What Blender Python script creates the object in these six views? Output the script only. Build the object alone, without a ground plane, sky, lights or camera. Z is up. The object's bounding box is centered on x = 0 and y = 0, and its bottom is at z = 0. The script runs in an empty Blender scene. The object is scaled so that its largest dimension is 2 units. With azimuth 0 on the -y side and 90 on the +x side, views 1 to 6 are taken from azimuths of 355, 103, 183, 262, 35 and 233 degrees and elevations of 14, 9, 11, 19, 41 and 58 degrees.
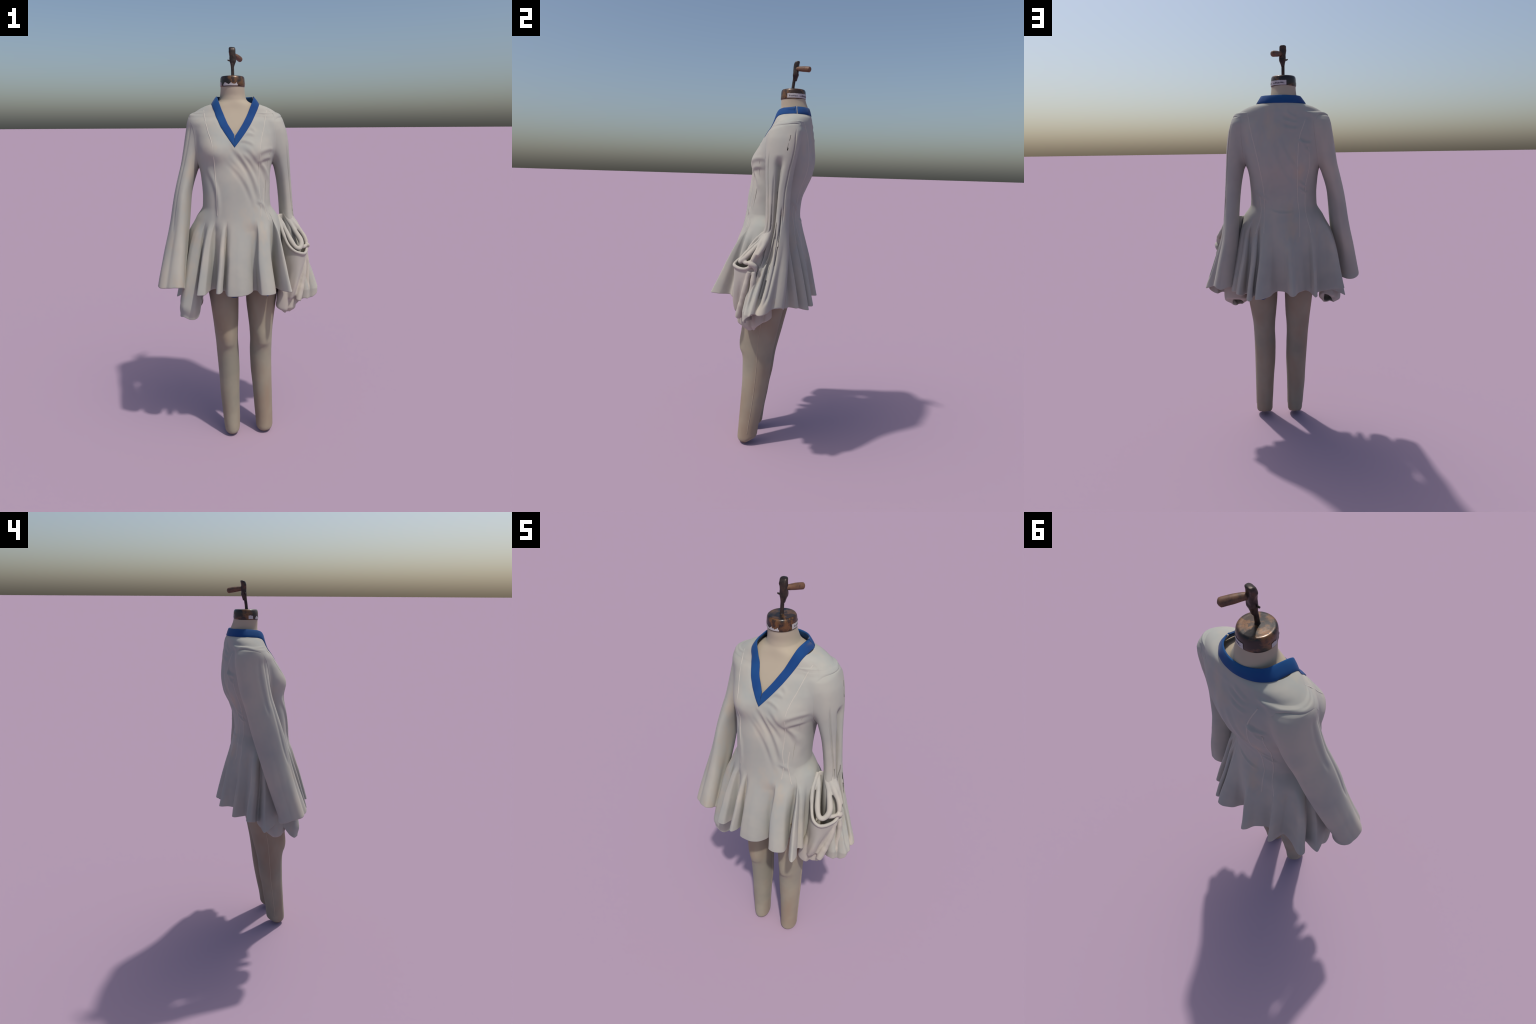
import bpy, bmesh, math, numpy as np
from mathutils import Vector

rng = np.random.default_rng(7)
TAU = 2 * math.pi

# ------------------------------------------------------------------ helpers
def smooth(a, b, x):
    t = np.clip((np.asarray(x, float) - a) / (b - a), 0, 1)
    return t * t * (3 - 2 * t)

def pchip(xs, ys, x):
    """monotone cubic through control points (xs rising)"""
    xs = np.asarray(xs, float); ys = np.asarray(ys, float); x = np.clip(x, xs[0], xs[-1])
    h = np.diff(xs); d = np.diff(ys) / h
    m = np.zeros(len(xs)); m[0], m[-1] = d[0], d[-1]
    for i in range(1, len(xs) - 1):
        if d[i-1] * d[i] > 0:
            w1 = 2*h[i] + h[i-1]; w2 = h[i] + 2*h[i-1]
            m[i] = (w1 + w2) / (w1 / d[i-1] + w2 / d[i])
    i = np.clip(np.searchsorted(xs, x) - 1, 0, len(xs) - 2)
    t = (x - xs[i]) / h[i]
    return ((1+2*t)*(1-t)**2*ys[i] + t*(1-t)**2*h[i]*m[i] + t*t*(3-2*t)*ys[i+1] + t*t*(t-1)*h[i]*m[i+1])

def catmull(pts, n, closed=False, tension=.5):
    """points spread evenly by arc length along a Catmull-Rom curve"""
    P = np.asarray(pts, float); k = len(P); out = []
    segs = k if closed else k - 1
    for i in range(segs):
        g = (lambda j: P[j % k]) if closed else (lambda j: P[min(max(j, 0), k-1)])
        p0, p1, p2, p3 = g(i-1), g(i), g(i+1), g(i+2)
        t = np.linspace(0, 1, 24, endpoint=False)[:, None]
        m1, m2 = tension*(p2-p0), tension*(p3-p1)
        out.append((2*t**3-3*t**2+1)*p1 + (t**3-2*t**2+t)*m1 + (-2*t**3+3*t**2)*p2 + (t**3-t**2)*m2)
    C = np.concatenate(out + [P[:1] if closed else P[-1:]])
    s = np.r_[0, np.cumsum(np.linalg.norm(np.diff(C, axis=0), axis=1))]
    q = np.linspace(0, s[-1], n, endpoint=not closed)
    return np.stack([np.interp(q, s, C[:, j]) for j in range(3)], 1)

def value_noise(p, seed=0):
    """smooth 3D value noise in -1..1, p: (...,3)"""
    p = np.asarray(p, float); i = np.floor(p).astype(np.int64); f = p - i; f = f*f*(3-2*f)
    def h(ix, iy, iz):
        n = (ix*374761393 + iy*668265263 + iz*1440662683 + seed*1274126177) & 0x7fffffff
        n = ((n ^ (n >> 13)) * 1274126177) & 0x7fffffff
        return ((n ^ (n >> 16)) & 0xffff) / 32767.5 - 1
    r = 0
    for a in (0, 1):
        for b in (0, 1):
            for c in (0, 1):
                w = (f[..., 0] if a else 1-f[..., 0])*(f[..., 1] if b else 1-f[..., 1])*(f[..., 2] if c else 1-f[..., 2])
                r = r + w*h(i[..., 0]+a, i[..., 1]+b, i[..., 2]+c)
    return r

ROOT = bpy.data.objects.new("dressed_mannequin", None)
bpy.context.scene.collection.objects.link(ROOT)
ROOT["label"] = "cream flared dress with blue collar on a legged dress form"
ROOT["category"] = "dress form"

def link(name, mesh, mat, parent=ROOT, kind=None):
    o = bpy.data.objects.new(name, mesh)
    bpy.context.scene.collection.objects.link(o)
    o.parent = parent
    mesh.materials.clear(); mesh.materials.append(mat)
    if kind: o["kind"] = kind
    return o

def make_mesh(name, V, F, normals=None):
    me = bpy.data.meshes.new(name)
    V = np.ascontiguousarray(V, dtype=np.float32)
    F = np.asarray(F, dtype=np.int32)
    me.vertices.add(len(V)); me.vertices.foreach_set("co", V.ravel())
    me.loops.add(F.size); me.loops.foreach_set("vertex_index", F.ravel())
    me.polygons.add(len(F))
    me.polygons.foreach_set("loop_start", np.arange(0, F.size, F.shape[1], dtype=np.int32))
    me.polygons.foreach_set("use_smooth", np.ones(len(F), dtype=bool))
    me.update(calc_edges=True); me.validate()
    if normals is not None:
        me.normals_split_custom_set_from_vertices([tuple(n) for n in normals])
    return me

def grid_faces(nr, nc, closed=True, flip=False):
    r = np.arange(nr-1)[:, None]; c = np.arange(nc if closed else nc-1)[None, :]
    c2 = (c+1) % nc
    F = np.stack([r*nc+c, r*nc+c2, (r+1)*nc+c2, (r+1)*nc+c], -1).reshape(-1, 4)
    return F[:, ::-1] if flip else F

def grid_normals(G, closed=True):
    du = (np.roll(G, -1, 1) - np.roll(G, 1, 1)) if closed else np.gradient(G, axis=1)
    dv = np.gradient(G, axis=0)
    n = np.cross(dv, du); l = np.linalg.norm(n, axis=-1, keepdims=True)
    return n / np.maximum(l, 1e-12)

def grid_object(name, G, mat, closed=True, parent=ROOT, cap_ends=False, flip=False, keep=None, kind=None):
    """G rows x cols x 3"""
    nr, nc = G.shape[:2]
    F = grid_faces(nr, nc, closed, flip)
    V = G.reshape(-1, 3)
    if keep is not None: F = F[keep]
    if cap_ends:
        V = np.vstack([V, G[0].mean(0), G[-1].mean(0)]); a, b = nr*nc, nr*nc+1
        i = np.arange(nc); j = (i+1) % nc
        t0 = np.stack([j, i, np.full(nc, a), np.full(nc, a)], 1)
        t1 = np.stack([(nr-1)*nc+i, (nr-1)*nc+j, np.full(nc, b), np.full(nc, b)], 1)
        me = bpy.data.meshes.new(name)
        faces = [tuple(f) for f in F] + [tuple(f[:3]) for f in t0] + [tuple(f[:3]) for f in t1]
        if flip: faces = [tuple(f) for f in F] + [tuple(f[2::-1]) for f in t0] + [tuple(f[2::-1]) for f in t1]
        me.from_pydata([tuple(v) for v in V], [], faces)
        me.polygons.foreach_set("use_smooth", np.ones(len(faces), dtype=bool))
        me.update()
    else:
        me = make_mesh(name, V, F)
    return link(name, me, mat, parent, kind)

def tube(path, rad, nseg=14, flat=1.0):
    """ring grid along a path; rad scalar or per-point"""
    P = np.asarray(path, float); n = len(P)
    T = np.gradient(P, axis=0); T /= np.linalg.norm(T, axis=1, keepdims=True)
    rad = np.broadcast_to(rad, (n,)).astype(float)
    up = np.array([0, 0, 1.0]) if abs(T[0, 2]) < .9 else np.array([0, 1.0, 0])
    A = np.zeros_like(P); a = np.cross(T[0], up); a /= np.linalg.norm(a)
    for i in range(n):
        a = a - T[i]*(a @ T[i]); a /= np.linalg.norm(a); A[i] = a
    B = np.cross(T, A); th = np.linspace(0, TAU, nseg, endpoint=False)
    return P[:, None] + rad[:, None, None]*(np.cos(th)[None, :, None]*A[:, None]*flat + np.sin(th)[None, :, None]*B[:, None])

# ---------------------------------------------------------------- materials
def new_mat(name):
    m = bpy.data.materials.new(name); m.use_nodes = True
    nt = m.node_tree; return m, nt, nt.nodes["Principled BSDF"]

def node(nt, kind, **kw):
    n = nt.nodes.new(kind)
    for k, v in kw.items():
        if k.startswith("_"): setattr(n, k[1:], v)
        else: n.inputs[k].default_value = v
    return n

def coords(nt, scale=(1, 1, 1)):
    tc = nt.nodes.new("ShaderNodeTexCoord"); mp = nt.nodes.new("ShaderNodeMapping")
    mp.inputs["Scale"].default_value = scale
    nt.links.new(tc.outputs["Object"], mp.inputs["Vector"]); return mp.outputs["Vector"]

def ramp(nt, fac, stops):
    r = nt.nodes.new("ShaderNodeValToRGB"); e = r.color_ramp.elements
    while len(e) < len(stops): e.new(.5)
    for el, (p, c) in zip(e, stops): el.position = p; el.color = (*c, 1)
    nt.links.new(fac, r.inputs["Fac"]); return r.outputs["Color"]

def noise(nt, vec, scale, detail=4, rough=.5):
    n = node(nt, "ShaderNodeTexNoise", Scale=scale, Detail=detail, Roughness=rough)
    nt.links.new(vec, n.inputs["Vector"]); return n.outputs["Fac"]

def mix(nt, a, b, fac, mode="MIX"):
    m = nt.nodes.new("ShaderNodeMix"); m.data_type = "RGBA"; m.blend_type = mode
    for sock, v in ((m.inputs["Factor"], fac), (m.inputs["A"], a), (m.inputs["B"], b)):
        if hasattr(v, "is_output"): nt.links.new(v, sock)
        else: sock.default_value = v if not isinstance(v, tuple) else (*v, 1)
    for i in m.inputs:
        if i.type == "RGBA":
            v = a if i.name == "A" else b
            if hasattr(v, "is_output"): nt.links.new(v, i)
            else: i.default_value = (*v, 1)
    return [o for o in m.outputs if o.type == "RGBA"][0]

def bump(nt, bsdf, height, strength, dist):
    b = node(nt, "ShaderNodeBump", Strength=strength, Distance=dist)
    nt.links.new(height, b.inputs["Height"]); nt.links.new(b.outputs["Normal"], bsdf.inputs["Normal"])

def cloth(name, stops, weave=700, tint=None, rough=.85, stain=None):
    m, nt, b = new_mat(name)
    v = coords(nt)
    col = ramp(nt, noise(nt, v, 3.2, 5, .55), stops)
    if tint:
        f = ramp(nt, noise(nt, coords(nt, (1.3, 1.3, .6)), 5.0, 3), [(.42, (0, 0, 0)), (.68, (1, 1, 1))])
        col = mix(nt, col, tint, f)
        if stain:
            g = ramp(nt, noise(nt, coords(nt, (1, 1, .45)), 6.5, 4, .6), [(.56, (0, 0, 0)), (.74, (.75, .75, .75))])
            col = mix(nt, col, stain, g)
    nt.links.new(col, b.inputs["Base Color"])
    b.inputs["Roughness"].default_value = rough
    b.inputs["Specular IOR Level"].default_value = .2
    b.inputs["Sheen Weight"].default_value = .08
    bump(nt, b, noise(nt, v, weave, 2), .12, .0006)
    return m

CLOTH = cloth("cream_cloth", [(.34, (.33, .333, .303)), (.5, (.39, .375, .33)), (.64, (.455, .415, .348))], tint=(.335, .35, .325), stain=(.45, .375, .29))
CLOTH_SLEEVE = cloth("sleeve_cloth", [(.34, (.335, .332, .30)), (.5, (.39, .373, .326)), (.64, (.44, .403, .34))], tint=(.345, .355, .325), stain=(.42, .345, .265))
SEAM = cloth("seam_cloth", [(.3, (.43, .41, .36)), (.7, (.48, .445, .39))])
RIM = cloth("rolled_edge_cloth", [(.38, (.375, .365, .33)), (.6, (.45, .41, .35))])
BLUE = cloth("blue_collar_cloth", [(.3, (.005, .032, .13)), (.5, (.007, .050, .185)), (.7, (.009, .080, .215))], weave=500)
LINEN = cloth("form_linen", [(.34, (.24, .225, .175)), (.5, (.295, .265, .20)), (.66, (.335, .285, .205))], weave=600, tint=(.27, .205, .145))
def add_sole(m):
    nt = m.node_tree; b = nt.nodes["Principled BSDF"]; old = b.inputs["Base Color"].links[0].from_socket
    tc = nt.nodes.new("ShaderNodeTexCoord"); sp = nt.nodes.new("ShaderNodeSeparateXYZ"); nt.links.new(tc.outputs["Object"], sp.inputs[0])
    wob = nt.nodes.new("ShaderNodeMath"); wob.operation = "MULTIPLY_ADD"; wob.inputs[1].default_value = .014
    nt.links.new(noise(nt, tc.outputs["Object"], 40), wob.inputs[0]); nt.links.new(sp.outputs["Z"], wob.inputs[2])
    f = ramp(nt, wob.outputs[0], [(.021, (1, 1, 1)), (.026, (0, 0, 0))])
    nt.links.new(mix(nt, old, (.13, .07, .045), f), b.inputs["Base Color"])
add_sole(LINEN)
LINEN_PALE = cloth("neck_linen", [(.3, (.37, .32, .245)), (.7, (.43, .36, .27))], weave=600)

def metal(name, stops, scale, metallic, rough, coat=0.):
    m, nt, b = new_mat(name); v = coords(nt)
    nt.links.new(ramp(nt, noise(nt, v, scale, 6, .6), stops), b.inputs["Base Color"])
    b.inputs["Metallic"].default_value = metallic; b.inputs["Roughness"].default_value = rough
    b.inputs["Coat Weight"].default_value = coat; b.inputs["Coat Roughness"].default_value = .12
    bump(nt, b, noise(nt, v, 160, 3), .2, .001)
    return m
CAP = metal("bronzed_cap", [(.43, (.014, .010, .008)), (.47, (.07, .034, .014)), (.55, (.15, .066, .02)), (.58, (.04, .020, .010))], 15, .25, .36, .2)  # near-black stops paint dark reflections into the glossy cap's colour
IRON = metal("dark_iron", [(.35, (.022, .017, .015)), (.55, (.045, .032, .026)), (.75, (.10, .05, .03))], 45, .5, .42)
RUST = metal("worn_brown_grip", [(.35, (.07, .035, .02)), (.55, (.15, .07, .035)), (.75, (.10, .05, .028))], 50, .1, .55)
PAPER = cloth("pale_patch", [(.35, (.33, .31, .31)), (.6, (.47, .45, .45))], weave=300)
INK = cloth("dark_print", [(.3, (.04, .035, .05)), (.7, (.08, .07, .09))])
SOLE = cloth("brown_sole", [(.3, (.12, .06, .035)), (.7, (.2, .11, .06))])

# --------------------------------------------- body cross-sections (z falling)
#        z      xL     xR     yF     yB     n
SECT = np.array([
    (1.735, -.120, .109, .000, .182, 2.2),
    (1.731, -.126, .115, .000, .183, 2.2),
    (1.718, -.162, .152, .003, .187, 2.3),
    (1.702, -.192, .186, .000, .190, 2.2),
    (1.686, -.214, .209, -.006, .193, 2.1),
    (1.670, -.226, .221, -.014, .194, 2.1),
    (1.645, -.226, .221, -.032, .198, 2.3),
    (1.615, -.216, .211, -.050, .203, 2.5),
    (1.580, -.208, .203, -.070, .207, 2.6),
    (1.520, -.203, .192, -.093, .210, 2.6),
    (1.450, -.194, .174, -.102, .202, 2.5),
    (1.370, -.182, .162, -.118, .170, 2.4),
    (1.300, -.178, .160, -.130, .150, 2.3),
    (1.240, -.181, .163, -.139, .145, 2.2),
    (1.180, -.214, .200, -.150, .156, 2.0),
    (1.100, -.242, .226, -.172, .175, 2.0),
    (1.000, -.260, .236, -.200, .200, 2.0),
    (0.830, -.275, .250, -.236, .232, 2.2),
    (0.650, -.300, .270, -.262, .262, 2.2)])[::-1]

def spow(v, p): return np.sign(v)*np.abs(v)**p

def body(phi, z, inset=0.):
    """point of the clothed body at angle phi (0 = front, + toward +x) and height z"""
    phi, z = np.broadcast_arrays(np.asarray(phi, float), np.asarray(z, float))
    c = [pchip(SECT[:, 0], SECT[:, k], z) for k in range(1, 6)]
    cx, rx = (c[0]+c[1])/2, (c[1]-c[0])/2 - inset
    cy, ry = (c[2]+c[3])/2, (c[3]-c[2])/2 - inset
    c[4] = np.where(np.cos(phi) < 0, c[4]-.2*smooth(1.25, 1.4, z), c[4])
    x = cx + rx*spow(np.sin(phi), 2/c[4]); y = cy - ry*spow(np.cos(phi), 2/c[4])
    # bust
    for bx, bz, a in ((.098, 1.497, .022), (-.118, 1.50, .020)):
        y = y - a*np.exp(-((x-bx)/.062)**2 - ((z-bz)/np.where(z > bz, .062, .05))**2)*(np.cos(phi) > 0)*np.clip(np.cos(phi)*3, 0, 1)
    # shoulder blades turned a little: right shoulder further back
    y = y + .10*(x+.008)*smooth(1.05, 1.35, z)
    return np.stack([x, y, z], -1)

def solve_phi(x, z, lo=-1.75, hi=1.75):
    ph = np.linspace(lo, hi, 1400); X = body(ph, np.full_like(ph, z))[:, 0]
    return np.interp(x, X, ph)

# -------------------------------------------------- neckline (outer collar edge)
def neck_side(side, n=60):
    t = np.linspace(0, 1, n)          # 0 tip .. 1 shoulder
    xs = .1135 if side > 0 else -.1245
    z = 1.524 + (1.731-1.524)*t
    x = -.02 + (xs+.02)*t + side*.013*np.sin(np.pi*t)
    ph = np.array([solve_phi(a, b) for a, b in zip(x, z)])
    return ph, z
phR, zR = neck_side(1); phL, zL = neck_side(-1)
PH_TIP = phR[0]
_p = np.r_[-np.pi, phL[::-1], phR[1:], np.pi]
_z = np.r_[1.731, zL[::-1], zR[1:], 1.731]
def z_top(phi):
    ph = (np.asarray(phi)+np.pi) % TAU - np.pi
    o = np.argsort(_p); return np.interp(ph, _p[o], _z[o])

# ------------------------------------------------------------- hem control loop
HEM = [(0, -.230, .826), (.030, -.212, .826), (.052, -.182, .828), (.062, -.158, .83), (.078, -.162, .83), (.087, -.205, .828), (.096, -.228, .827), (.125, -.230, .826), (.158, -.214, .825),
       (.170, -.195, .826), (.160, -.155, .83), (.146, -.122, .834), (.160, -.116, .836), (.182, -.165, .838), (.202, -.217, .842), (.226, -.248, .846), (.243, -.248, .846), (.242, -.205, .842),
       (.218, -.160, .838), (.234, -.146, .833), (.232, -.122, .82), (.205, -.09, .81), (.225, -.05, .79), (.205, -.01, .785), (.232, .03, .785), (.215, .06, .785),
       (.250, .085, .79), (.266, .112, .80), (.255, .142, .80), (.232, .148, .80), (.234, .180, .798), (.218, .196, .798), (.200, .182, .79), (.186, .150, .79), (.172, .158, .788), (.176, .212, .780), (.164, .236, .776), (.147, .228, .780),
       (.142, .195, .79), (.131, .198, .79), (.130, .240, .787), (.118, .252, .788), (.090, .245, .79), (.055, .213, .795), (.039, .182, .803), (.021, .163, .808),
       (-.010, .166, .807), (-.030, .190, .805), (-.042, .232, .803), (-.060, .246, .802), (-.075, .230, .804), (-.085, .196, .808), (-.105, .170, .81), (-.124, .150, .81), (-.143, .148, .80),
       (-.158, .170, .79), (-.171, .183, .782), (-.183, .166, .782), (-.184, .13, .786), (-.190, .108, .79), (-.235, .106, .80), (-.290, .121, .81), (-.318, .117, .812), (-.322, .095, .812),
       (-.298, .073, .80), (-.268, .060, .79), (-.268, .050, .785), (-.31, .042, .765), (-.332, .030, .752), (-.326, .008, .758), (-.305, -.035, .782), (-.292, -.062, .788), (-.290, -.085, .755),
       (-.305, -.115, .715), (-.318, -.145, .700), (-.300, -.174, .703), (-.265, -.180, .690), (-.235, -.170, .688), (-.212, -.138, .70), (-.198, -.132, .77), (-.190, -.150, .81), (-.196, -.178, .83),
       (-.216, -.195, .832), (-.215, -.222, .833), (-.180, -.219, .833), (-.165, -.190, .834), (-.146, -.152, .838), (-.127, -.146, .84), (-.122, -.180, .843), (-.125, -.238, .845), (-.108, -.246, .845),
       (-.093, -.220, .844), (-.090, -.180, .84), (-.081, -.176, .838), (-.077, -.212, .83), (-.066, -.234, .827), (-.03, -.236, .826)]
NU = 1200
H = catmull(HEM, NU, closed=True, tension=.45)
ZW = 1.205                                   # height where the folds start
hc = np.array([-.01, -.0])
ang = np.unwrap(np.arctan2(H[:, 0]-hc[0], -(H[:, 1]-hc[1])))
ang = np.maximum.accumulate(ang)
w = np.hanning(61); w /= w.sum()
ext = np.r_[ang[-60:]-TAU, ang, ang[:60]+TAU]
PHI = np.convolve(ext, w, 'same')[60:-60]
# true angle -> section parameter
def ang_to_par(a):
    q = np.linspace(-np.pi, np.pi, 4000); P = body(q, np.full_like(q, .83))
    t = np.unwrap(np.arctan2(P[:, 0]-hc[0], -(P[:, 1]-hc[1])))
    k = np.floor((a+np.pi)/TAU); return np.interp(a-k*TAU, t, q) + k*TAU
PAR = ang_to_par(PHI)

# wrinkles on the bodice: (front/back, x0,z0, x1,z1, height, width)
WR = [(1, -.018, 1.518, .100, 1.275, .0062, .011), (1, .012, 1.505, .092, 1.395, .0036, .012), (1, .038, 1.525, .092, 1.455, .0020, .011),
      (1, -.038, 1.480, .060, 1.300, .0025, .013), (1, .100, 1.46, .145, 1.36, .0035, .010), (1, .095, 1.455, .160, 1.475, .0030, .010),
      (1, .100, 1.50, .175, 1.515, .0030, .011), (1, .12, 1.44, .150, 1.30, .0035, .010), (1, .000, 1.56, .075, 1.54, .0025, .008), (1, .02, 1.59, .08, 1.585, .0025, .008),
      (1, .035, 1.63, .085, 1.60, .0022, .008), (1, -.150, 1.43, -.105, 1.20, .0030, .012), (1, -.12, 1.38, -.115, 1.15, .0030, .010),
      (1, -.05, 1.46, .075, 1.25, .0025, .010), (1, .09, 1.27, .14, 1.21, .003, .009),
      (-1, -.03, 1.69, -.085, 1.66, .0035, .010), (-1, -.01, 1.66, -.085, 1.635, .0030, .010), (-1, -.02, 1.62, -.09, 1.61, .0030, .010),
      (-1, -.15, 1.67, -.205, 1.655, .0045, .009), (-1, -.12, 1.69, -.20, 1.68, .0045, .009), (-1, -.09, 1.555, -.15, 1.54, .005, .010), (-1, -.095, 1.57, -.14, 1.50, .0035, .010),
      (-1, .03, 1.52, -.055, 1.34, .0035, .014), (-1, .00, 1.57, -.08, 1.42, .0030, .012), (-1, .05, 1.66, .08, 1.50, -.0060, .030),
      (-1, -.09, 1.33, -.13, 1.30, .0035, .008), (-1, -.09, 1.36, -.125, 1.335, .003, .008), (-1, .05, 1.215, -.06, 1.205, .0030, .008),
      (-1, .06, 1.26, .12, 1.31, .003, .010), (-1, .06, 1.29, .05, 1.40, .0025, .012)]
def wrinkle(P):
    x, y, z = P[..., 0], P[..., 1], P[..., 2]; d = np.zeros(x.shape)
    for s, x0, z0, x1, z1, a, wd in WR:
        if s > 0: m = smooth(.06, .02, y)
        else: m = smooth(.06, .10, y)
        dx, dz = x1-x0, z1-z0; L2 = dx*dx+dz*dz
        t = ((x-x0)*dx+(z-z0)*dz)/L2
        k = .12*np.sin(np.clip(t, 0, 1)*np.pi)*math.sqrt(L2)*.6
        e = np.abs((x-x0)*dz-(z-z0)*dx)/math.sqrt(L2)
        e = ((x-x0)*dz-(z-z0)*dx)/math.sqrt(L2) + k
        prof = np.exp(-(e/wd)**2) - .45*np.exp(-((e-1.7*wd)/wd)**2)
        d += a*prof*np.exp(-np.clip(np.abs(t-.5)-.25, 0, 9)**2/.05)*m
    d += .0016*value_noise(P*np.array([11, 11, 5]), 3)*smooth(1.735, 1.66, z)
    return d

# --------------------------------------------------------------------- sleeves
def lerp_sections(S, z):
    S = np.asarray(S, float)[::-1]
    return [pchip(S[:, 0], S[:, k], z) for k in range(1, 6)]

def sleeve_field(S, skew, P):
    S = np.array(S); x, y, z = P[..., 0], P[..., 1], P[..., 2]
    c = lerp_sections(S, np.clip(z, S[-1, 0], S[0, 0]))
    cx, rx, cy, ry = (c[0]+c[1])/2, (c[1]-c[0])/2, (c[2]+c[3])/2, (c[3]-c[2])/2
    y = y-np.interp(z, [S[-1, 0], S[0, 0]], skew)*(x-cx)
    q = (np.abs((x-cx)/rx)**c[4]+np.abs((y-cy)/ry)**c[4])**(1/c[4])
    return (q-1)*np.minimum(rx, ry)+np.clip(z-S[0, 0], 0, 1)
def body_field(P):
    x, y, z = P[..., 0], P[..., 1], P[..., 2]
    c = [pchip(SECT[:, 0], SECT[:, k], z) for k in range(1, 6)]
    y = y-.10*(x+.008)*smooth(1.05, 1.35, z)
    cx, rx, cy, ry = (c[0]+c[1])/2, (c[1]-c[0])/2, (c[2]+c[3])/2, (c[3]-c[2])/2
    n = np.where(y > cy, c[4]-.2*smooth(1.25, 1.4, z), c[4])
    q = (np.abs((x-cx)/rx)**n+np.abs((y-cy)/ry)**n)**(1/n)
    return (q-1)*np.minimum(rx, ry)+np.clip(z-1.735, 0, 1)
def unit_field(f, P, e=.0015):
    v = f(P); g = np.stack([(f(P+e*np.eye(3)[k])-f(P-e*np.eye(3)[k]))/(2*e) for k in range(3)], -1)
    l = np.maximum(np.linalg.norm(g, axis=-1), .2)
    return v/l, g/l[..., None]
def fillet(P, own, other, k):
    """move points lying on `own` onto the smooth union of own and other"""
    P = P.copy(); m = (P[..., 2] > 1.40) & (P[..., 2] < 1.732)
    Q = P[m]; b0, _ = unit_field(other, Q); near = np.abs(b0) < k*1.2
    Q2 = Q[near]; a0, _ = unit_field(own, Q2); b1 = b0[near]; Q0 = Q2.copy()
    for _ in range(5):
        a, ga = unit_field(own, Q2); b, gb = unit_field(other, Q2); a = a-a0
        h = np.clip(.5+.5*(b-a)/k, 0, 1)
        F = b*(1-h)+a*h-k*h*(1-h); g = gb*(1-h)[..., None]+ga*h[..., None]
        Q2 = Q2-.8*np.clip(F/np.maximum((g*g).sum(-1), .15), -.008, .008)[..., None]*g
    _, gn = unit_field(own, Q0)
    w = smooth(-.016, -.003, b1)*smooth(.97, .55, gn[:, 2])*smooth(1.40, 1.47, Q0[:, 2])*smooth(1.732, 1.680, Q0[:, 2])
    d = (Q2-Q0)*w[:, None]
    Q[near] = Q0+d; P[m] = Q
    return P

def sleeve(name, S, hem, folds, grooves, noise_amp, seed, skew, slits=False):
    nc, nr = 420, 360
    ph = np.linspace(0, TAU, nc, endpoint=False)
    S = np.array(S); z0, z1 = S[0, 0], S[-1, 0]
    t = np.linspace(0, 1, nr)**1.5
    # hem height per angle from the last section
    c = [float(v) for v in lerp_sections(S, np.array(z1))]
    hx = (c[0]+c[1])/2+(c[1]-c[0])/2*np.sin(ph); hy = (c[2]+c[3])/2-(c[3]-c[2])/2*np.cos(ph)
    zh = hem(hx, hy, ph)
    Z = z0*(1-t[:, None])+zh[None]*t[:, None]
    A = lerp_sections(S, Z)
    cx, rx, cy, ry, n = (A[0]+A[1])/2, (A[1]-A[0])/2, (A[2]+A[3])/2, (A[3]-A[2])/2, A[4]
    k = np.ones_like(Z)
    for a, wd, amp, top, bot in folds:
        d = (ph - math.radians(a)+np.pi) % TAU - np.pi
        k += amp*np.exp(-(d/math.radians(wd))**2)[None]*smooth(top, bot, Z)
    G = np.stack([cx+rx*k*spow(np.sin(ph), 2/n), cy-ry*k*spow(np.cos(ph), 2/n), Z], -1)
    G[..., 1] += np.interp(Z, [z1, z0], skew)*(G[..., 0]-cx)
    N = grid_normals(G)
    d = noise_amp*value_noise(G*np.array([14, 14, 4]), seed)*smooth(z0-.02, z0-.08, Z)
    for a, wd, dep, zt_, zb_ in grooves:
        wob = .10*value_noise(np.stack([Z*9, Z*0+a, Z*0], -1), seed+5)
        q = (ph[None] + wob - math.radians(a)+np.pi) % TAU - np.pi
        d -= dep*np.exp(-(q/math.radians(wd))**2)*smooth(zt_, zt_-.06, Z)*smooth(zb_, zb_+.06, Z)
    G = G+N*d[..., None]
    G = fillet(G, lambda P: sleeve_field(S, skew, P), body_field, FILLET)
    N = grid_normals(G); nl = N[-1].copy()
    th = .005
    lip = [G[-1]-nl*th*.3-np.array([0, 0, .002]), G[-1]-nl*th*.8-np.array([0, 0, .002]), G[-1]-nl*th]
    inner = [G[-1-j]-N[-1-j]*th for j in range(3, 200, 6)]
    GG = np.concatenate([G, np.array(lip), np.array(inner)])
    keep = None
    if slits:
        r = np.arange(len(GG)-1)[:, None]; cc = np.arange(nc)[None]
        P = GG[:-1]
        hole = np.zeros(P.shape[:2], bool)
        for a, wd, zt_, zb_, thr in slits:
            q = (ph[None]-math.radians(a)+np.pi) % TAU - np.pi
            nz = value_noise(np.stack([P[..., 2]*26, ph[None]*30+0*P[..., 2], 0*P[..., 2]], -1), seed+9)
            hole |= (np.abs(q) < math.radians(wd)) & (nz > thr) & (P[..., 2] < zt_) & (P[..., 2] > zb_)
        hole[nr-6:] = False
        keep = ~hole.ravel()
    return grid_object(name, GG, CLOTH_SLEEVE, keep=keep)

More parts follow.
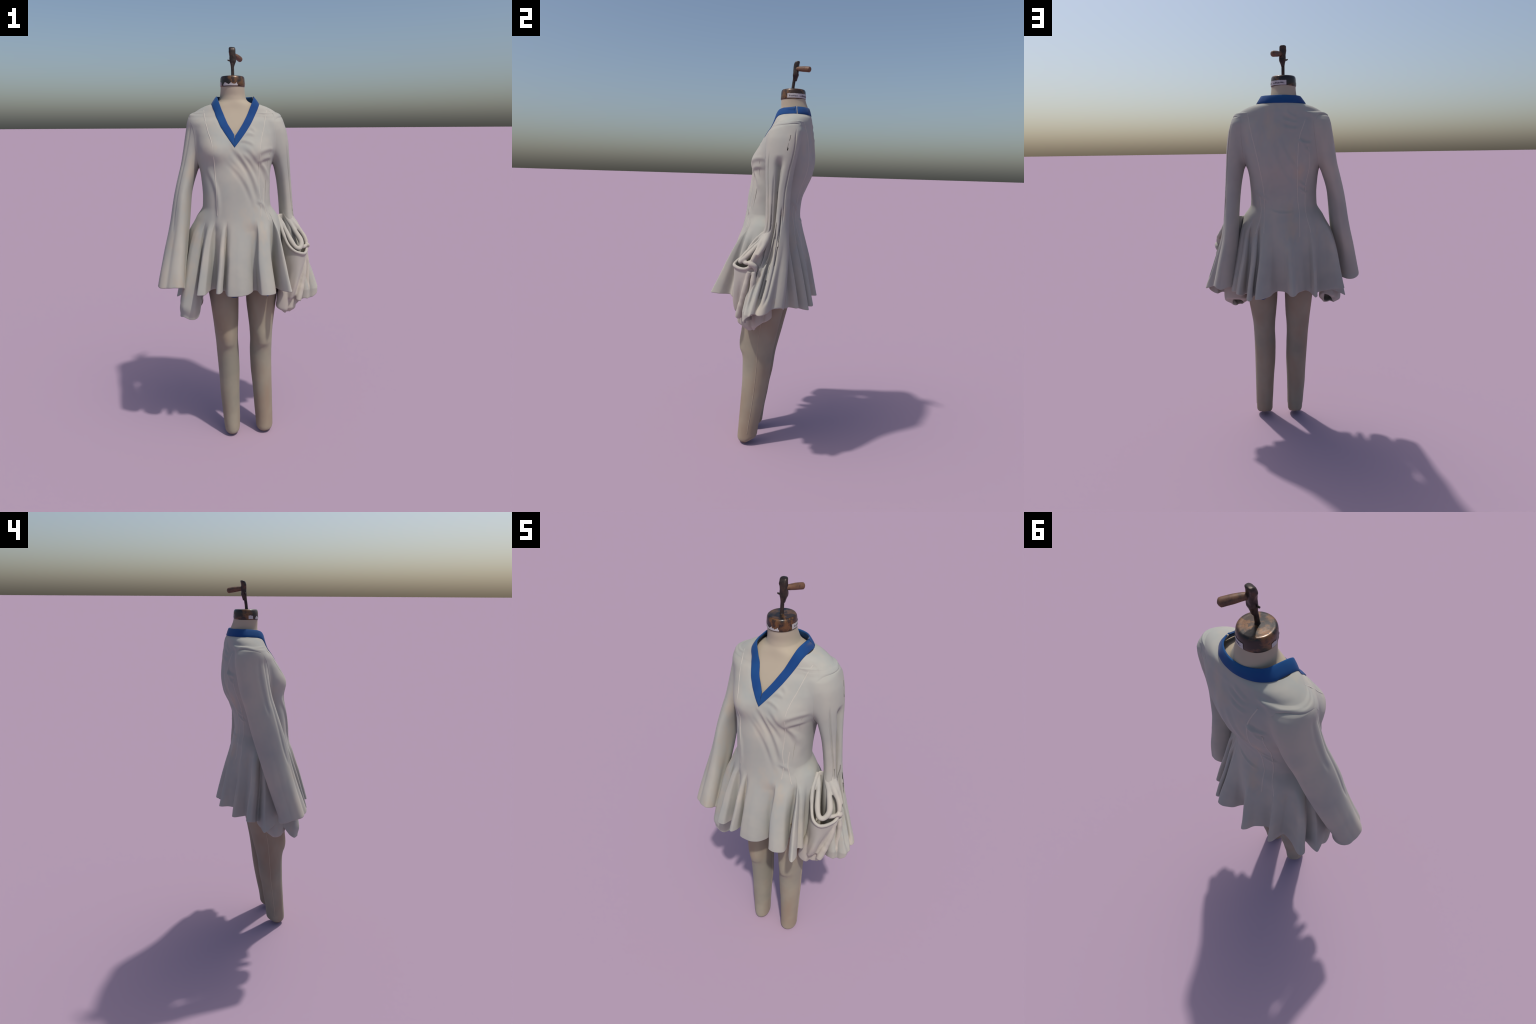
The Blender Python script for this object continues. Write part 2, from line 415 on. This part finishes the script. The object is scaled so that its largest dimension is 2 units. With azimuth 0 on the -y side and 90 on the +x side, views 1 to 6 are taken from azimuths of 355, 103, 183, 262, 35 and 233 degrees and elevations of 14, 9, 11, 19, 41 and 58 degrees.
FILLET = .032
SKL, SKR = (-.25, .15), (-.30, .40)
SL = [(1.692, -.180, -.120, .060, .110, 2.0), (1.686, -.205, -.120, .050, .122, 2.0), (1.678, -.224, -.125, .042, .133, 2.0), (1.668, -.235, -.130, .032, .142, 2.0), (1.648, -.245, -.140, .018, .152, 2.0), (1.60, -.256, -.150, .008, .158, 2.0),
      (1.51, -.274, -.165, -.008, .148, 2.0), (1.44, -.286, -.190, -.022, .133, 2.0), (1.40, -.295, -.204, -.034, .121, 2.0),
      (1.29, -.321, -.234, -.066, .095, 1.8), (1.16, -.347, -.246, -.100, .058, 1.75), (1.00, -.384, -.258, -.144, .010, 1.75), (.850, -.416, -.268, -.194, -.042, 1.85)]
SR = [(1.690, .110, .165, .075, .130, 2.0), (1.684, .110, .195, .065, .140, 2.0), (1.675, .120, .216, .055, .150, 2.0), (1.663, .130, .230, .042, .158, 2.1), (1.638, .140, .243, .022, .169, 2.2), (1.60, .150, .256, .010, .167, 2.2),
      (1.52, .160, .269, .005, .158, 2.2), (1.44, .182, .277, .010, .148, 1.9), (1.34, .202, .284, .018, .140, 1.75),
      (1.21, .215, .294, .022, .138, 1.75), (1.09, .224, .315, .000, .144, 1.75), (.95, .234, .364, -.030, .145, 1.7), (.79, .240, .418, -.055, .138, 1.6)]
# rows
NB, NS = 260, 240
zt = z_top(PAR)
rb = np.linspace(0, 1, NB); rb = rb**1.0
Zb = zt[None]*(1-rb[:, None]) + ZW*rb[:, None]
Gb = body(np.broadcast_to(PAR, Zb.shape), Zb)
ts = np.linspace(0, 1, NS+1)[1:]
Zs = ZW*(1-ts[:, None]) + H[None, :, 2]*ts[:, None]
base = body(np.broadcast_to(PAR, Zs.shape), Zs)
bh = body(PAR, H[:, 2])
# gather starts earlier at the left hip, later elsewhere
pw = .85 - .20*np.exp(-((PHI - (-1.45))/.5)**2) - .20*np.exp(-((PHI-TAU+1.45)/.5)**2)
pw = pw + .8*np.exp(-((np.abs((PHI+np.pi) % TAU-np.pi)-np.pi)/.30)**2)
wgt = np.clip((ts[:, None]-.05)/.95, 0, 1)**pw[None]*smooth(.03, .22, ts[:, None])
Gs = base.copy()
Gs[..., :2] += wgt[..., None]*(H[None, :, :2]-bh[None, :, :2])
# the front pouch at the left hip curls under into a rounded bottom
near = np.exp(-(((H[:, 0]+.278)**2+(H[:, 1]+.160)**2)/.055**2)**2)
curl = .20*smooth(.86, 1, ts[:, None])**1.6*near[None]
Gs[..., 0] += curl*(-.235-Gs[..., 0]); Gs[..., 1] += curl*(-.105-Gs[..., 1])
GO = np.concatenate([Gb, Gs])
N = grid_normals(GO)
dsp = wrinkle(GO)*smooth(1.10, 1.25, GO[..., 2])
fade = np.concatenate([smooth(0, .06, rb), np.ones(NS)])[:, None]
low = np.concatenate([np.zeros(NB), ts])[:, None]
dsp = dsp*fade + .0022*value_noise(GO*np.array([22, 22, 6]), 11)*low
GO = GO + N*dsp[..., None]
GO = fillet(GO, body_field, lambda P: sleeve_field(SL, SKL, P), FILLET)
GO = fillet(GO, body_field, lambda P: sleeve_field(SR, SKR, P), FILLET)
# rolled hem and lining
N = grid_normals(GO)
th = .0045
last = GO[-1]
inn = np.array([-.010, 0, 0]) - last; inn[:, 2] = 0
nl = N[-1].copy(); nl[:, 2] = 0; nl /= np.linalg.norm(nl, axis=1, keepdims=True)
lip = [last - nl*th*.25 - np.array([0, 0, th*.5]), last - nl*th*.75 - np.array([0, 0, th*.5]), last - nl*th]
inner = [GO[-1-k] - N[-1-k]*th for k in range(3, 190, 6)]
GA = np.concatenate([GO, np.array(lip), np.array(inner)])
NA = grid_normals(GA)
def region(name, r0, r1, mat):
    G = GA[r0:r1+1]; me = make_mesh(name, G.reshape(-1, 3), grid_faces(len(G), NU, flip=True), NA[r0:r1+1].reshape(-1, 3))
    return link(name, me, mat)
bodice = region("bodice", 0, NB-1, CLOTH)
skirt = region("skirt", NB-1, len(GA)-1, CLOTH)

# dark blue lining that peeks out below the hem in three places
for x0, x1, fr in ((-.062, -.012, True), (.118, .140, True), (.062, .100, False)):
    sel = [i for i in range(NU) if x0 < GO[-1, i, 0] < x1 and ((GO[-1, i, 1] < -.19) if fr else (GO[-1, i, 1] > .20))]
    sel = np.array(sorted(sel, key=lambda i: GO[-1, i, 0]))
    e0 = GO[-1, sel]-nl[sel]*.009; taper = np.sin(np.linspace(0, np.pi, len(sel)))[:, None]**.5
    Gp = np.stack([e0+np.array([0, 0, .008]), e0-np.array([0, 0, .009])*taper, e0-nl[sel]*.002-np.array([0, 0, .009])*taper, e0-nl[sel]*.002+np.array([0, 0, .008])])
    grid_object("lining", Gp, BLUE, closed=False)

# --------------------------------------------------------------- seams (strips)
def on_body(u_idx, row): return GO[row, u_idx % NU], N[row, u_idx % NU]
N = grid_normals(GO)
def seam(points, width=.0052, front=True, name="seam"):
    """points (x,z) seen from front or back, laid on the garment surface"""
    pts = np.array(points); zz = np.linspace(pts[0, 1], pts[-1, 1], 110)
    xx = pchip(pts[::-1, 1], pts[::-1, 0], zz)
    rows = []
    for x, z in zip(xx, zz):
        # column whose point at this height has that x
        r = np.argmin(np.abs(GO[:, :, 2]-z), axis=0); c = np.arange(NU)
        P = GO[r, c]; cost = np.abs(P[:, 0]-x) + 5*np.abs(P[:, 2]-z) + (P[:, 1] > .06 if front else P[:, 1] < .07)*9
        k = int(np.argmin(cost)); rows.append((P[k], N[r[k], k]))
    C = np.array([a for a, _ in rows]); M = np.array([b for _, b in rows])
    ker = np.ones(9)/9
    for A in (C, M):
        for j in range(3): A[:, j] = np.convolve(np.pad(A[:, j], 4, 'edge'), ker, 'valid')
    M /= np.linalg.norm(M, axis=1, keepdims=True)
    T = np.gradient(C, axis=0); T /= np.linalg.norm(T, axis=1, keepdims=True)
    S = np.cross(T, M)
    G = np.stack([C + S*width*k + M*h for k, h in ((-.5, -.001), (-.38, .0006), (0, .0010), (.38, .0006), (.5, -.001))], 1)
    grid_object(name, G, SEAM, closed=False)
seam([(.150, 1.705), (.128, 1.62), (.106, 1.53), (.100, 1.43), (.097, 1.33), (.105, 1.26), (.104, 1.19)])
seam([(.120, 1.33), (.118, 1.28), (.128, 1.22), (.147, 1.167)])
seam([(-.165, 1.705), (-.150, 1.62), (-.127, 1.54), (-.118, 1.44), (-.112, 1.33), (-.110, 1.20)])
seam([(.152, 1.69), (.135, 1.60), (.112, 1.50), (.092, 1.38), (.082, 1.28), (.085, 1.10)], front=False)
seam([(.105, 1.29), (.100, 1.22), (.128, 1.10)], front=False)
seam([(-.125, 1.66), (-.092, 1.55), (-.085, 1.42), (-.083, 1.28), (-.092, 1.20), (-.094, 1.08)], front=False)
seam([(-.140, 1.53), (-.142, 1.44), (-.122, 1.33), (-.120, 1.24), (-.150, 1.10)], front=False)

sleeve("sleeve", SL, lambda x, y, p: .845-.26*(y+.12)+.004*np.sin(3*p),
       [(-50, 13, .07, 1.4, .9), (-22, 10, -.07, 1.35, .9), (28, 20, .13, 1.3, .9), (-92, 14, -.06, 1.5, .95), (70, 14, -.12, 1.3, .9), (150, 20, -.08, 1.3, .9)],
       [(-35, 7, .003, 1.65, 1.1), (-70, 7, .0025, 1.66, 1.35)], .0035, 21, SKL)
sleeve("sleeve", SR, lambda x, y, p: .79+np.where(y < .03, .62*(y-.03), .25*(y-.03))+.008*np.sin(5*p+1),
       [(60, 9, .10, 1.1, .85), (95, 8, -.14, 1.35, .85), (118, 10, .10, 1.2, .85), (140, 8, -.12, 1.2, .85), (35, 8, -.14, 1.2, .85), (165, 12, .08, 1.2, .85), (78, 6, .06, 1.1, .85)],
       [(80, 13, .030, 1.53, 1.00), (70, 5, .008, 1.15, .80), (95, 6, .014, 1.20, .80), (60, 3, .004, 1.45, 1.05), (115, 4, .007, 1.30, .82), (128, 3, .005, 1.66, 1.2), (40, 4, .006, 1.55, 1.0)], .0035, 33, SKR,
       slits=[(80, 3.0, 1.36, 1.22, -.1), (60, 2.2, 1.30, .95, .1), (95, 2.6, 1.22, .86, -.05), (116, 2.4, 1.28, 1.00, .05), (104, 2.0, 1.62, 1.55, .0), (48, 1.6, 1.28, 1.05, .1)])

# --------------------------------------------- draped pocket below the right arm
rim_pts = [(.206, .032, 1.175), (.216, -.030, 1.120), (.240, -.075, 1.050), (.268, -.108, 1.018), (.303, -.112, 1.002), (.332, -.070, .992), (.348, -.025, 1.005), (.335, .010, 1.065), (.285, .034, 1.130), (.236, .048, 1.175)]
mid_pts = [(.225, .030, .95), (.212, -.030, .90), (.222, -.085, .87), (.252, -.112, .86), (.290, -.112, .855), (.315, -.075, .86), (.325, -.035, .87), (.318, .015, .90), (.280, .040, .93), (.245, .040, .95)]
bot_pts = [(.228, .010, .800), (.200, -.045, .775), (.205, -.092, .752), (.240, -.105, .748), (.278, -.100, .752), (.296, -.082, .765), (.296, -.055, .780), (.285, -.015, .795), (.262, .010, .80), (.242, .015, .80)]
def loft3(A, B, C, nc, nr):
    A, B, C = (catmull(p, nc, True) for p in (A, B, C))
    t = np.linspace(0, 1, nr)[:, None, None]
    return A*(1-t)*(1-2*t)+4*B*t*(1-t)+C*t*(2*t-1)
def add_folds(G, folds, ramp0, ramp1, amp, seed):
    nr, nc = G.shape[:2]; t = np.linspace(0, 1, nr)[:, None]; u = np.linspace(0, TAU, nc, endpoint=False)
    f = sum(a*np.exp(-(((u-c+np.pi) % TAU-np.pi)/wd)**2) for c, wd, a in folds)
    d = f[None]*smooth(ramp0, ramp1, t)+amp*value_noise(G*np.array([18, 18, 9]), seed)*smooth(0, .3, t)
    return G+grid_normals(G)*d[..., None]
def curl_under(G, amount, start=.80):
    t = np.linspace(0, 1, len(G))[:, None, None]; c = G.mean(1, keepdims=True); k = amount*smooth(start, 1, t)**1.6
    G = G.copy(); G[..., :2] += (k*(c-G))[..., :2]; return G
def shell(G, th):
    """closed thick-walled tube from an open ring grid"""
    N = grid_normals(G); return np.concatenate([G, (G-N*th)[::-1], G[:1]])
PIECES = []
def piece(G, capped=False): PIECES.append((G, capped))
bag = add_folds(loft3(rim_pts, mid_pts, bot_pts, 240, 120), ((2.1, .22, -.008), (2.75, .16, .010), (3.3, .2, -.010), (4.2, .25, -.008)), .1, .6, .003, 41)
piece(shell(curl_under(bag, .30, .86), .008))
lobe_top = [(.235, .040, .90), (.222, -.030, .90), (.230, -.075, .90), (.262, -.080, .90), (.290, -.050, .90), (.300, .000, .90), (.285, .045, .90)]
lobe_mid = [(.222, .055, .79), (.198, -.030, .785), (.198, -.095, .78), (.240, -.108, .775), (.280, -.075, .775), (.315, -.005, .78), (.300, .055, .79)]
lobe_bot = [(.225, .060, .720), (.188, -.030, .692), (.184, -.098, .688), (.225, -.110, .670), (.262, -.085, .672), (.300, -.020, .674), (.312, .045, .715)]
lobe = add_folds(loft3(lobe_top, lobe_mid, lobe_bot, 240, 90), ((3.0, .14, -.014), (3.5, .13, .010), (4.0, .13, -.018), (4.5, .13, .008), (1.4, .2, -.008), (5.0, .15, -.012)), .1, .7, .003, 47)
piece(shell(curl_under(lobe, .45), .008))
def limb(pts, rad, n, seed, closed=False, amp=.2, flat=1.):
    P = catmull(pts, n, closed); r = np.interp(np.linspace(0, 1, n), np.linspace(0, 1, len(np.atleast_1d(rad))), np.atleast_1d(rad))
    r = r*(1+amp*value_noise(P*35, seed))
    if closed: P = np.vstack([P, P[:1]]); r = np.r_[r, r[0]]
    piece(tube(P, r, 16, flat), True)
limb(rim_pts[:-2], .0080, 160, 51)                                                     # outer rolled lip
limb([(.212, .035, 1.170), (.235, -.010, 1.115), (.262, -.062, 1.058), (.285, -.084, 1.026), (.306, -.076, 1.022), (.316, -.045, 1.050), (.285, .000, 1.105), (.245, .038, 1.175), (.232, .060, 1.225)], [.006, .011, .012, .012, .012, .013, .013, .011, .009], 160, 52)
limb([(.232, .062, 1.240), (.252, .040, 1.175), (.298, .022, 1.120), (.336, .004, 1.072), (.350, -.012, 1.035)], [.010, .014, .014, .013, .010], 90, 53)
limb([(.240, .075, 1.28), (.262, .055, 1.19), (.310, .035, 1.11), (.345, .010, 1.06)], [.010, .014, .015, .012], 90, 54)
limb([(.345, -.030, 1.030), (.356, -.018, 1.022), (.352, .002, 1.010), (.345, .006, .985)], [.008, .012, .012, .007], 60, 55, amp=.5)
limb([(.318, -.060, 1.020), (.338, -.038, 1.022), (.352, -.022, 1.028)], [.008, .010, .009], 40, 58, amp=.4)
limb([(.342, -.025, .985), (.330, -.050, .88), (.305, -.082, .770), (.298, -.090, .745)], [.012, .015, .018, .016], 90, 56)   # tubular fold
limb([(.350, .000, .985), (.356, -.010, .88), (.350, -.025, .775)], [.010, .016, .020], 90, 59)
RIGHT = PIECES; PIECES = []
lt = [(-.225, .040, .90), (-.255, .030, .90), (-.275, -.02, .90), (-.265, -.08, .90), (-.230, -.09, .90), (-.215, -.02, .90)]
lm = [(-.215, .050, .80), (-.270, .040, .79), (-.300, -.02, .77), (-.290, -.09, .77), (-.225, -.10, .77), (-.200, -.02, .79)]
lb = [(-.215, .050, .755), (-.262, .035, .735), (-.292, -.020, .702), (-.280, -.075, .690), (-.215, -.085, .686), (-.190, -.010, .705)]
piece(shell(curl_under(add_folds(loft3(lt, lm, lb, 200, 80), ((1.2, .3, -.008), (2.2, .3, .008), (3.0, .3, -.009), (4.6, .3, -.008)), .1, .7, .003, 49), .45), .008))
def fuse(name, PIECES, mat):
  verts, faces, off = [], [], 0
  for Gp, capped in PIECES:
      nr, nc_ = Gp.shape[:2]; verts += [tuple(v) for v in Gp.reshape(-1, 3)]
      faces += [tuple(int(i)+off for i in f) for f in grid_faces(nr, nc_)]
      if capped:
          faces.append(tuple(off+i for i in range(nc_))[::-1]); faces.append(tuple(off+(nr-1)*nc_+i for i in range(nc_)))
      off += nr*nc_
  tmp = bpy.data.meshes.new(name); tmp.from_pydata(verts, [], faces); tmp.update()
  ob = bpy.data.objects.new(name, tmp); bpy.context.scene.collection.objects.link(ob)
  bm = bmesh.new(); bm.from_mesh(tmp); bmesh.ops.remove_doubles(bm, verts=bm.verts, dist=1e-6); bmesh.ops.recalc_face_normals(bm, faces=bm.faces); bm.to_mesh(tmp); bm.free()
  md = ob.modifiers.new("merge", "REMESH"); md.mode = "VOXEL"; md.voxel_size = .003
  sm = ob.modifiers.new("soften", "SMOOTH"); sm.factor = .5; sm.iterations = 7
  dg = bpy.context.evaluated_depsgraph_get()
  fused = bpy.data.meshes.new_from_object(ob.evaluated_get(dg))
  bpy.data.objects.remove(ob)
  fused.name = name
  fused.polygons.foreach_set("use_smooth", np.ones(len(fused.polygons), dtype=bool))
  link(name, fused, mat)
fuse("draped_cuff", RIGHT, RIM)
fuse("draped_cuff", PIECES, CLOTH_SLEEVE)

# ---------------------------------------------------------------------- collar
def front_edges(side):
    t = np.linspace(0, 1, 60); ph, z = (phR, zR) if side > 0 else (phL, zL)
    ph2, z2 = np.interp(t, np.linspace(0, 1, 60), ph), np.interp(t, np.linspace(0, 1, 60), z)
    E = body(ph2, z2)
    zi = 1.578+(1.731-1.578)*t
    Eo = np.stack([np.interp(zi, z2, E[:, j]) for j in range(3)], 1)
    sgn = side
    wdt = .040
    xi = Eo[:, 0]-sgn*wdt
    xi = np.where(sgn*(xi+.02) < 0, -.02, xi)
    xi = -.02 + sgn*np.maximum(sgn*(xi+.02), 0)
    I = np.stack([body(solve_phi(a, b), b, .002) for a, b in zip(xi, zi)])
    k = smooth(.62, 1, t)[:, None]
    stand = np.stack([E[:, 0]-sgn*.026, E[:, 1]+.0, E[:, 2]+.035], 1)
    I = I*(1-k)+stand*k
    return E, I
ER, IR = front_edges(1); EL, IL = front_edges(-1)
qa = np.linspace(phR[-1], TAU+phL[-1], 120)
EB = body(qa, np.full_like(qa, 1.731))
cen = np.array([-.006, .09, 0])
inw = cen-EB; inw[:, 2] = 0; inw /= np.linalg.norm(inw, axis=1, keepdims=True)
IB = EB + inw*(.027-.014*np.sin(np.linspace(0, np.pi, 120)))[:, None] + np.array([0, 0, .036])
def collar_piece(name, E, I):
    d = np.array([0, 0, 0.])
    prof = []
    M = np.cross(np.gradient(E, axis=0), I-E); M /= np.maximum(np.linalg.norm(M, axis=1, keepdims=True), 1e-9)
    out = (E-np.array([-.01, .09, 1.60])); s = np.sign((M*out).sum(1))[:, None]; M = M*np.where(s == 0, 1, s)
    for f, h in ((0, -.004), (0, .0015), (.05, .0028), (.3, .0036), (.6, .0038), (.94, .0030), (1.0, .0020), (1.0, -.002), (.85, -.0035), (.3, -.004)):
        prof.append(E*(1-f)+I*f+M*h)
    G = np.stack(prof, 1)
    G += (.0012*value_noise(G*35, 61))[..., None]
    return grid_object(name, G, BLUE, cap_ends=True, flip=True)
SPLIT = int(np.argmin(np.abs(EB[:60, 1]-.112)))-5
SPLIT = max(SPLIT, 0)
def resamp(E, n):
    s = np.r_[0, np.cumsum(np.linalg.norm(np.diff(E, axis=0), axis=1))]; return s
EF = np.concatenate([EB[SPLIT+8:], EL[::-1][1:], ]); IF = np.concatenate([IB[SPLIT+8:], IL[::-1][1:]])
c1 = collar_piece("collar", EF, IF)
c2 = collar_piece("collar", np.concatenate([ER, EB[1:SPLIT+6]]), np.concatenate([IR, IB[1:SPLIT+6]]))
# pale stitched gap where the two collar ends meet
g0, g1 = EB[SPLIT+6], IB[SPLIT+6]
grid_object("collar_tab", tube(np.linspace(g0-np.array([0, 0, .004]), g1, 12), .0035, 10), SEAM, cap_ends=True)

# --------------------------------------------------- mannequin chest, neck, legs
NECK = np.array([(1.822, -.076, .041, .026, .147, 2.0), (1.80, -.077, .042, .026, .153, 2.0), (1.775, -.080, .045, .027, .163, 2.0),
                 (1.752, -.086, .052, .024, .172, 2.0), (1.735, -.102, .074, .018, .176, 2.1), (1.722, -.130, .110, .012, .180, 2.2), (1.705, -.160, .150, .012, .182, 2.3)])
ph = np.linspace(0, TAU, 160, endpoint=False)
rows = []
for z in np.linspace(1.822, 1.705, 50):
    c = lerp_sections(NECK, np.array(z)); n = c[4]
    x = (c[0]+c[1])/2+(c[1]-c[0])/2*spow(np.sin(ph), 2/n); y = (c[2]+c[3])/2-(c[3]-c[2])/2*spow(np.cos(ph), 2/n)
    y = y + .10*(x+.008)*float(smooth(1.76, 1.71, z))
    rows.append(np.stack([x, y, np.full_like(x, z)], 1))
neckG = np.array(rows)
chest = np.array([body(ph, np.full_like(ph, z), .007+.012*float(smooth(1.60, 1.5, z))) for z in np.linspace(1.700, 1.25, 60)])
full = np.concatenate([neckG, chest])
# ease the join between neck and chest
for _ in range(60):
    full[36:78] = (full[35:77]+full[37:79]+2*full[36:78])/4
NA2 = grid_normals(full)
for nm, a, b, mt in (("neck", 0, 46, LINEN_PALE), ("torso", 46, len(full)-1, LINEN_PALE)):
    G = full[a:b+1]
    link(nm, make_mesh(nm, G.reshape(-1, 3), grid_faces(len(G), 160, flip=True), NA2[a:b+1].reshape(-1, 3)), mt)

#        z     x0     x1     y0     y1
LEGL = [(.95, -.190, -.006, -.130, .125), (.74, -.156, -.007, -.128, .090), (.64, -.144, -.010, -.130, .068), (.575, -.136, -.014, -.133, .052), (.52, -.131, -.015, -.127, .038), (.46, -.127, -.012, -.122, .025),
        (.36, -.120, -.009, -.124, .012), (.22, -.111, -.011, -.132, -.012), (.10, -.101, -.012, -.141, -.030), (.045, -.096, -.013, -.145, -.036), (.0, -.092, -.016, -.146, -.040)]
LEGR = [(.95, .028, .222, -.115, .135), (.74, .034, .192, -.118, .095), (.64, .043, .178, -.120, .072), (.575, .050, .170, -.124, .060), (.52, .052, .167, -.119, .050), (.46, .050, .165, -.112, .042),
        (.36, .053, .164, -.112, .030), (.22, .065, .166, -.117, .008), (.10, .073, .168, -.124, -.015), (.045, .075, .168, -.128, -.022), (.0, .078, .166, -.130, -.026)]
def leg(S, knee_x):
    S = np.array([(*r, 2.15) for r in S]); nc, nr = 120, 190
    ph = np.linspace(0, TAU, nc, endpoint=False)
    z = np.linspace(.93, .0, nr)[:, None]+0*ph[None]
    c = lerp_sections(S, z); cx, rx, cy, ry = (c[0]+c[1])/2, (c[1]-c[0])/2, (c[2]+c[3])/2, (c[3]-c[2])/2
    # sole: rounded, rising toward the heel
    sole = .006+.020*smooth(-.3, 1, -np.cos(ph))[None]
    zz = np.maximum(z, 0)
    edge = np.clip((zz-sole)/.03, 0, 1)
    k = np.sqrt(np.clip(1-(1-edge)**2, 0, 1))*.42+.58
    x = cx+rx*k*np.sin(ph); y = cy-ry*k*np.cos(ph)
    # kneecap
    kz = np.where(z > .53, .075, .022)
    y = y-.009*np.exp(-((x-knee_x)/.036)**4-((z-.53)/kz)**2)*(np.cos(ph) > 0)
    G = np.stack([x, y, np.maximum(zz, sole*(.85+.15*k))], -1)
    G = G + grid_normals(G)*(.0012*value_noise(G*14, 71))[..., None]
    G[..., 2] = np.maximum(G[..., 2], 0)
    o = grid_object("leg", G, LINEN, cap_ends=True)
    # stitched side seams
    for a in (100, -100):
        i = int(round((a % 360)/360*nc)) % nc
        P = G[30:176, i]
        M = grid_normals(G)[30:176, i]
        st = tube(P+M*.0002, .0011, 8)
        grid_object("leg_seam", st, LINEN_PALE, cap_ends=True, parent=o)
    return o, G
legL, GL_ = leg(LEGL, -.06)
legR, GR_ = leg(LEGR, .118)

# -------------------------------------------------------------------- neck cap
ccx, ccy, crx, cry = -.0175, .0865, .0600, .0620
prof = [(1.812, 1.0), (1.815, 1.012), (1.835, 1.012), (1.848, 1.0), (1.855, .975), (1.860, .925), (1.8622, .84), (1.8625, .66), (1.8632, .40), (1.8635, .15)]
pp = catmull([(r, 0, z) for z, r in prof], 60)
th_ = np.linspace(0, TAU, 128, endpoint=False)
def cap_pt(a, r, z, g=0.): return np.stack([ccx+(crx*r+g)*np.sin(a), ccy-(cry*r+g)*np.cos(a), z+0*a], -1)
cap = grid_object("neck_cap", np.array([cap_pt(th_, p[0], p[2]) for p in pp]), CAP, cap_ends=True, flip=True)

def strip(name, a0, a1, zlo, zhi, ragged, mat, g=.0012, seed=1, parent=cap):
    a = np.radians(np.linspace(a0, a1, 60)); rows = []
    zl = zlo(a) if callable(zlo) else np.full(60, zlo); zh = zhi(a) if callable(zhi) else np.full(60, zhi)
    zh = zh+ragged*value_noise(np.stack([a*14, a*0, a*0], -1), seed)
    for f in np.linspace(0, 1, 8):
        z = zl*(1-f)+zh*f
        r = np.interp(z, [p[2] for p in pp], [p[0] for p in pp])
        rows.append(np.stack([ccx+(crx*r+g)*np.sin(a), ccy-(cry*r+g)*np.cos(a), z], -1))
    me = grid_object(name, np.array(rows), mat, closed=False, parent=parent, flip=False)
    return me
lab = strip("pale_patch", 72, 196, 1.8165, 1.8375, .0008, PAPER, seed=2)
strip("pale_patch", -48, 22, 1.8155, 1.826, .0055, PAPER, seed=3)  # ragged pale patch low on the cap front; only shares the label's material
strip("pale_patch", -84, -62, 1.8165, 1.832, .003, PAPER, seed=6)
# illegible printed marks on the label: rows of small dark strokes
a = 82.
while a < 188:
    wdt = rng.uniform(1.2, 4.5)
    z0_ = 1.823+rng.uniform(-.001, .001); z1_ = z0_+rng.uniform(.003, .008)
    if not 118 < a < 126:
        strip("print_mark", a, a+wdt, z0_, z1_, .0006, INK, g=.0017, seed=int(a), parent=lab)
    a += wdt+rng.uniform(.8, 3)

# --------------------------------------------------------- iron stem and grip
P = catmull([(-.016, .082, 1.855), (-.016, .085, 1.885), (-.0165, .090, 1.92), (-.017, .094, 1.945)], 40)
stem = grid_object("iron_stem", tube(P, np.interp(np.linspace(0, 1, 40), [0, .06, .15, .6, 1], [.014, .0095, .0078, .0078, .010]), 20), IRON, cap_ends=True)
# casting: flattened block, broad on top, narrowing into the stem, leaning back at the crown
secs = [(1.905, -.0165, .092, .008, .009), (1.922, -.0150, .094, .012, .012), (1.934, -.014, .0960, .016, .0145), (1.945, -.0145, .0965, .0165, .0135), (1.965, -.0155, .097, .0155, .0135), (1.982, -.0165, .098, .0165, .0135), (1.992, -.017, .1005, .0165, .0125), (1.998, -.017, .1035, .0150, .0095), (2.0, -.017, .105, .011, .006)]
sa = np.array(secs); rows = []
for z in np.linspace(1.905, 2.0, 50):
    cx, cy, rx, ry = (pchip(sa[:, 0], sa[:, k], np.array(z)) for k in range(1, 5))
    rows.append(np.stack([cx+rx*spow(np.sin(th_), 2/3.2), cy-ry*spow(np.cos(th_), 2/3.0), np.full_like(th_, z)], -1))
G = np.array(rows); G = G+(.0010*value_noise(G*90, 81))[..., None]
grid_object("iron_casting", G, IRON, cap_ends=True, parent=stem, flip=True)
P = catmull([(-.010, .100, 1.962), (.000, .116, 1.9605), (.012, .142, 1.957), (.022, .163, 1.9535), (.029, .178, 1.950)], 50)
e = np.linspace(0, 1, 50)
r = np.interp(e, [0, .2, .5, .85, 1], [.0095, .0115, .0135, .0138, .0125])*np.sqrt(np.clip((1-e)/.08, .02, 1))
grid_object("grip", tube(P, r, 20), RUST, cap_ends=True, parent=stem)
grid_object("thumb_tab", tube(catmull([(-.022, .092, 1.938), (-.031, .091, 1.9365), (-.040, .090, 1.939)], 16), np.linspace(.005, .003, 16), 10), IRON, cap_ends=True, parent=stem)
